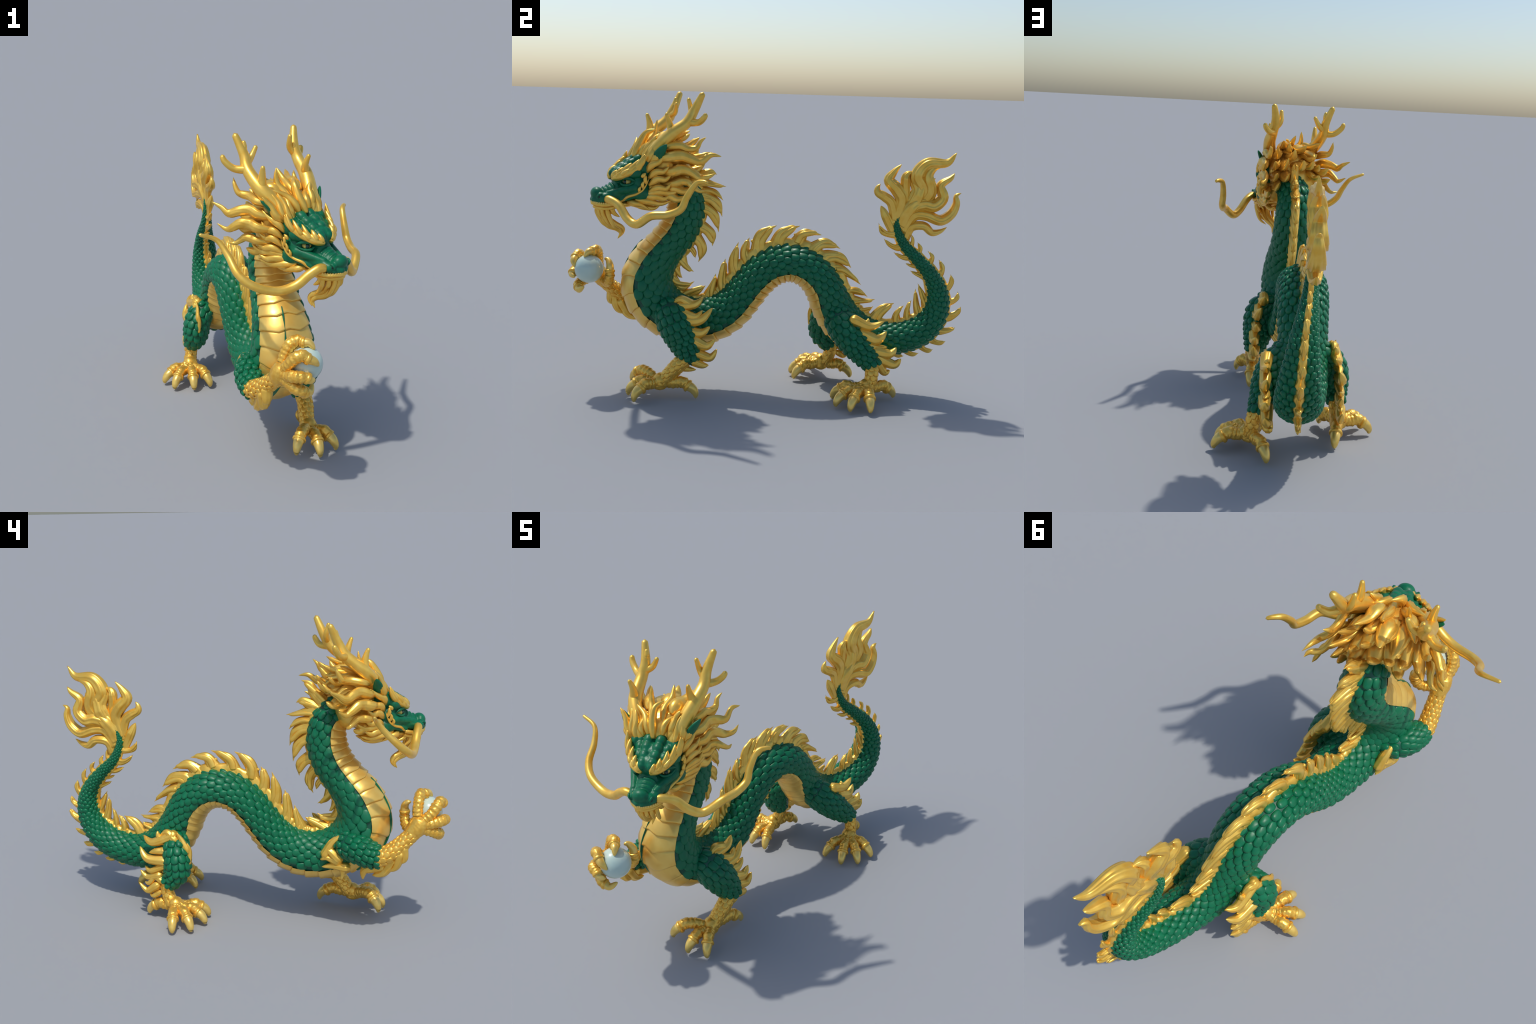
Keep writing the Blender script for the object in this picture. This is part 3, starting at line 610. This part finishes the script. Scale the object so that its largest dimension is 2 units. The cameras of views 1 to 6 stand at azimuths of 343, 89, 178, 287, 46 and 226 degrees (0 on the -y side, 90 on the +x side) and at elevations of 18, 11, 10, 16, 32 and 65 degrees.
# whiskers
WH_E = [(0.060,0.100,-0.082),(0.085,0.090,-0.084),(0.128,0.063,-0.107),(0.181,0.041,-0.162),(0.234,0.014,-0.181),(0.304,-0.027,-0.136),(0.347,-0.091,-0.127),(0.378,-0.143,-0.099),(0.387,-0.168,-0.044),(0.411,-0.203,0.019),(0.445,-0.225,0.031),(0.468,-0.236,0.026)]
WH_W = [(-0.060,0.100,-0.078),(-0.090,0.092,-0.076),(-0.126,0.072,-0.100),(-0.176,0.044,-0.142),(-0.248,0.006,-0.157),(-0.330,-0.045,-0.127),(-0.363,-0.100,-0.082),(-0.358,-0.163,-0.021),(-0.374,-0.214,0.038),(-0.443,-0.245,0.070)]
for w in (WH_E, WH_W):
    n = len(w); V, F = round_tube([hg(p) for p in w], np.interp(np.linspace(0, 1, n), [0, 0.08, 0.3, 0.7, 1], [0.018, 0.019, 0.021, 0.017, 0.007]), 110, 22)
    add('whisker', mesh_from(V, F, 'whisker'), GOLD, head)

# horns
HORN_E = dict(trunk=([(0.064,-0.076,0.070),(0.086,-0.104,0.120),(0.112,-0.145,0.172),(0.144,-0.200,0.235),(0.163,-0.262,0.285),(0.170,-0.298,0.345),(0.200,-0.330,0.429)],[0.022,0.032,0.034,0.031,0.026,0.022,0.0135]),
 tines=[([(0.142,-0.195,0.228),(0.127,-0.190,0.275),(0.131,-0.169,0.329)],[0.022,0.016,0.008]),([(0.164,-0.280,0.305),(0.138,-0.294,0.342),(0.129,-0.283,0.401)],[0.018,0.014,0.009]),([(0.164,-0.270,0.286),(0.205,-0.304,0.288),(0.235,-0.318,0.310),(0.246,-0.325,0.332)],[0.020,0.016,0.014,0.010])])
HORN_W = dict(trunk=([(-0.064,-0.074,0.068),(-0.088,-0.104,0.116),(-0.112,-0.148,0.165),(-0.139,-0.203,0.220),(-0.135,-0.280,0.284),(-0.125,-0.312,0.340),(-0.139,-0.358,0.429)],[0.022,0.032,0.034,0.031,0.026,0.022,0.0135]),
 tines=[([(-0.138,-0.192,0.212),(-0.138,-0.190,0.268),(-0.146,-0.177,0.318)],[0.022,0.016,0.008]),([(-0.122,-0.296,0.308),(-0.088,-0.306,0.328),(-0.060,-0.303,0.374)],[0.018,0.014,0.009]),([(-0.136,-0.278,0.284),(-0.176,-0.318,0.288),(-0.205,-0.345,0.318),(-0.211,-0.358,0.347)],[0.020,0.016,0.014,0.010]),([(-0.126,-0.312,0.340),(-0.118,-0.318,0.374),(-0.118,-0.322,0.400)],[0.014,0.012,0.007])])
for s, H in ((1, HORN_E), (-1, HORN_W)):
    V, F = round_tube([hg(p) for p in H['trunk'][0]], H['trunk'][1], 60, 24); hn = add('horn', mesh_from(V, F, 'horn'), GOLD, head)
    for p, r in H['tines']:
        V, F = round_tube([hg(q) for q in p], r, 30, 18); add('tine', mesh_from(V, F, 'tine'), GOLD, hn)
    # sheath of locks around the root
    for pts, w in (([(0.082, -0.064, 0.078), (0.096, -0.084, 0.122), (0.094, -0.106, 0.162), (0.108, -0.132, 0.204)], 0.022), ([(0.058, -0.078, 0.104), (0.072, -0.094, 0.140), (0.066, -0.116, 0.168), (0.080, -0.138, 0.192)], 0.018), ([(0.104, -0.082, 0.088), (0.118, -0.102, 0.130), (0.118, -0.122, 0.168), (0.132, -0.148, 0.206)], 0.024),                    ([(0.122, -0.096, 0.090), (0.136, -0.124, 0.126), (0.136, -0.150, 0.160), (0.150, -0.184, 0.205)], 0.022)):
        hlock('hair_lock', [mir(q, s) for q in pts], w, 0.016, hn, (1, 0.4, 0), 26, 18, 0.16, 8)

# mane
mane = skin_union([ellipsoid((0, -0.185, 0.070), (0.122, 0.095, 0.125)), ellipsoid((0, -0.150, 0.105), (0.085, 0.085, 0.070)), ellipsoid((0, -0.130, -0.030), (0.122, 0.068, 0.080)), ellipsoid((0, -0.230, 0.020), (0.12, 0.07, 0.10))], 0.006, 4, 'mane', GOLD, head)
LARGE = {1: [[(0.100,-0.140,0.160),(0.157,-0.182,0.173),(0.171,-0.225,0.176),(0.181,-0.260,0.162),(0.196,-0.298,0.167),(0.199,-0.319,0.198),(0.217,-0.339,0.219)],
  [(0.100,-0.120,0.100),(0.172,-0.167,0.122),(0.182,-0.228,0.129),(0.203,-0.273,0.115),(0.236,-0.306,0.105),(0.249,-0.352,0.136),(0.275,-0.395,0.131)],
  [(0.100,-0.140,0.040),(0.171,-0.188,0.052),(0.184,-0.226,0.065),(0.197,-0.271,0.053),(0.226,-0.306,0.027),(0.262,-0.326,0.032),(0.274,-0.366,0.050)],
  [(0.100,-0.150,-0.015),(0.166,-0.201,-0.004),(0.179,-0.231,0.007),(0.202,-0.255,0.005),(0.226,-0.265,-0.010),(0.242,-0.297,-0.035),(0.250,-0.328,-0.034)]],
 -1: [[(-0.100,-0.140,0.145),(-0.152,-0.198,0.162),(-0.143,-0.258,0.173),(-0.153,-0.293,0.177),(-0.164,-0.308,0.186),(-0.167,-0.324,0.214),(-0.163,-0.338,0.246)],
  [(-0.100,-0.120,0.095),(-0.165,-0.176,0.110),(-0.177,-0.223,0.125),(-0.203,-0.263,0.119),(-0.225,-0.301,0.105),(-0.232,-0.339,0.126),(-0.252,-0.380,0.146)],
  [(-0.100,-0.110,0.045),(-0.180,-0.163,0.059),(-0.188,-0.207,0.069),(-0.211,-0.240,0.072),(-0.224,-0.274,0.051),(-0.232,-0.305,0.036),(-0.254,-0.345,0.058)],
  [(-0.100,-0.130,-0.015),(-0.170,-0.178,-0.001),(-0.177,-0.210,0.004),(-0.188,-0.237,0.006),(-0.192,-0.257,-0.008),(-0.206,-0.283,-0.026),(-0.234,-0.302,-0.022)]]}
SMALL = [[(0.112,-0.070,0.045),(0.140,-0.088,0.082),(0.152,-0.122,0.100),(0.166,-0.156,0.138)],[(0.118,-0.078,0.018),(0.148,-0.106,0.050),(0.158,-0.140,0.052),(0.170,-0.164,0.080)],
 [(0.120,-0.080,-0.015),(0.148,-0.112,0.016),(0.160,-0.147,0.014),(0.172,-0.172,0.042)],[(0.118,-0.080,-0.046),(0.146,-0.118,-0.026),(0.160,-0.152,-0.030),(0.172,-0.180,-0.008)],
 [(0.112,-0.070,-0.058),(0.142,-0.124,-0.047),(0.156,-0.178,-0.052),(0.166,-0.226,-0.030)],[(0.104,-0.058,-0.074),(0.136,-0.108,-0.070),(0.150,-0.147,-0.080),(0.162,-0.174,-0.058)],
 [(0.090,-0.020,-0.086),(0.120,-0.078,-0.094),(0.136,-0.137,-0.104),(0.150,-0.198,-0.090)],[(0.074,0.012,-0.096),(0.098,-0.012,-0.104),(0.106,-0.048,-0.112),(0.112,-0.086,-0.132)],
 [(0.062,-0.020,-0.108),(0.072,-0.070,-0.124),(0.076,-0.120,-0.132),(0.080,-0.160,-0.118)],[(0.030,-0.030,-0.112),(0.034,-0.080,-0.128),(0.030,-0.130,-0.138),(0.026,-0.170,-0.128)]]
for s in (1, -1):
    for pts, w in zip(LARGE[s], (0.021, 0.027, 0.027, 0.021)):
        hlock('hair_lock', pts, w, 0.018, mane, (1, 0.2, 0.1), 50, 24, 0.16, 9)
    for i, pts in enumerate(SMALL):
        q = [mir((p[0] * 0.97 - 0.002, p[1] - 0.010, p[2]), s) for p in pts]; j = 0.006 * math.sin(i * 2.3 + s)
        q[-1] = (q[-1][0], q[-1][1] + j, q[-1][2] + j)
        hlock('hair_lock', q, 0.019 if i < 6 else 0.017, 0.015, mane, (1, 0.25, 0), 30, 20, 0.14, 8)
# crown and back of the head
BACK = [((0.050,-0.150,0.190),(0.080,-0.240,0.215),(0.118,-0.300,0.245),0.026),((0.090,-0.190,0.150),(0.130,-0.270,0.165),(0.165,-0.330,0.215),0.027),((0.100,-0.200,0.100),(0.150,-0.290,0.110),(0.190,-0.350,0.140),0.028),
 ((0.070,-0.220,0.120),(0.105,-0.310,0.110),(0.110,-0.350,0.160),0.028),((0.040,-0.220,0.150),(0.060,-0.310,0.160),(0.072,-0.345,0.205),0.028),((0.000,-0.200,0.190),(0.010,-0.300,0.200),(0.006,-0.350,0.225),0.028),
 ((0.020,-0.240,0.110),(0.020,-0.330,0.105),(0.030,-0.370,0.150),0.030),((-0.040,-0.210,0.150),(-0.050,-0.300,0.150),(-0.066,-0.340,0.180),0.026),((-0.020,-0.230,0.120),(-0.035,-0.320,0.110),(-0.034,-0.360,0.145),0.026),
 ((-0.080,-0.200,0.120),(-0.090,-0.300,0.100),(-0.080,-0.345,0.125),0.026),((-0.110,-0.190,0.090),(-0.135,-0.280,0.080),(-0.150,-0.330,0.105),0.027),((-0.110,-0.190,0.040),(-0.150,-0.270,0.030),(-0.170,-0.320,0.048),0.027),
 ((0.110,-0.200,0.050),(0.150,-0.290,0.050),(0.172,-0.345,0.078),0.028),((0.100,-0.210,0.010),(0.140,-0.290,0.000),(0.150,-0.335,0.030),0.027),((0.120,-0.170,-0.030),(0.165,-0.250,-0.040),(0.190,-0.290,-0.020),0.024),
 ((0.120,-0.160,-0.070),(0.160,-0.220,-0.080),(0.180,-0.255,-0.066),0.022),((-0.120,-0.160,-0.050),(-0.150,-0.220,-0.060),(-0.172,-0.250,-0.048),0.022),((-0.060,-0.160,0.190),(-0.090,-0.240,0.210),(-0.110,-0.300,0.236),0.024),
 ((0.080,-0.230,0.060),(0.100,-0.320,0.050),(0.104,-0.355,0.080),0.027),((-0.060,-0.240,0.060),(-0.075,-0.320,0.050),(-0.080,-0.355,0.070),0.027)]
for p0, p1, p2, w in BACK:
    mid = tuple(0.5 * (a + b) + d for a, b, d in zip(p0, p1, (0, 0, 0.012)))
    hlock('hair_lock', [p0, mid, p1, p2], w * 1.35, 0.021, mane, (1.2 * p1[0] / 0.15, 0.0, 1.0), 30, 22, 0.18, 10)
TOP = [([(-0.004,-0.058,0.112),(-0.012,-0.084,0.152),(-0.016,-0.104,0.190),(-0.010,-0.128,0.228),(0.022,-0.160,0.246)],0.025),([(0.020,-0.120,0.150),(0.012,-0.170,0.196),(0.026,-0.225,0.226),(0.024,-0.266,0.272)],0.022),
 ([(0.030,-0.078,0.120),(0.038,-0.104,0.156),(0.058,-0.128,0.174),(0.092,-0.146,0.182)],0.023),([(-0.032,-0.074,0.118),(-0.044,-0.100,0.158),(-0.066,-0.130,0.186),(-0.114,-0.160,0.214)],0.023),
 ([(-0.030,-0.110,0.150),(-0.040,-0.150,0.190),(-0.054,-0.185,0.230),(-0.050,-0.196,0.292)],0.017),([(0.058,-0.086,0.116),(0.074,-0.104,0.160),(0.082,-0.124,0.190),(0.102,-0.134,0.222)],0.020),
 ([(-0.110,-0.086,0.090),(-0.142,-0.104,0.120),(-0.156,-0.122,0.158),(-0.186,-0.140,0.198)],0.018),
 ([(0.040,-0.120,0.150),(0.044,-0.175,0.178),(0.060,-0.225,0.186),(0.066,-0.280,0.176)],0.028),
 ([(-0.006,-0.150,0.160),(0.000,-0.215,0.188),(-0.010,-0.265,0.190),(0.000,-0.320,0.206)],0.030),([(-0.040,-0.150,0.155),(-0.050,-0.225,0.178),(-0.056,-0.285,0.176),(-0.046,-0.345,0.168)],0.030),
 ([(0.030,-0.170,0.165),(0.046,-0.235,0.190),(0.066,-0.275,0.200),(0.078,-0.295,0.232)],0.020)]
for i, (pts, w) in enumerate(TOP): hlock('hair_lock', pts, w * (1.1 if i < 7 else 1.35), 0.019, mane, (1, 0.1, 0.1) if i < 7 else (0.2, 0.1, 1), 30, 22, 0.18, 10)
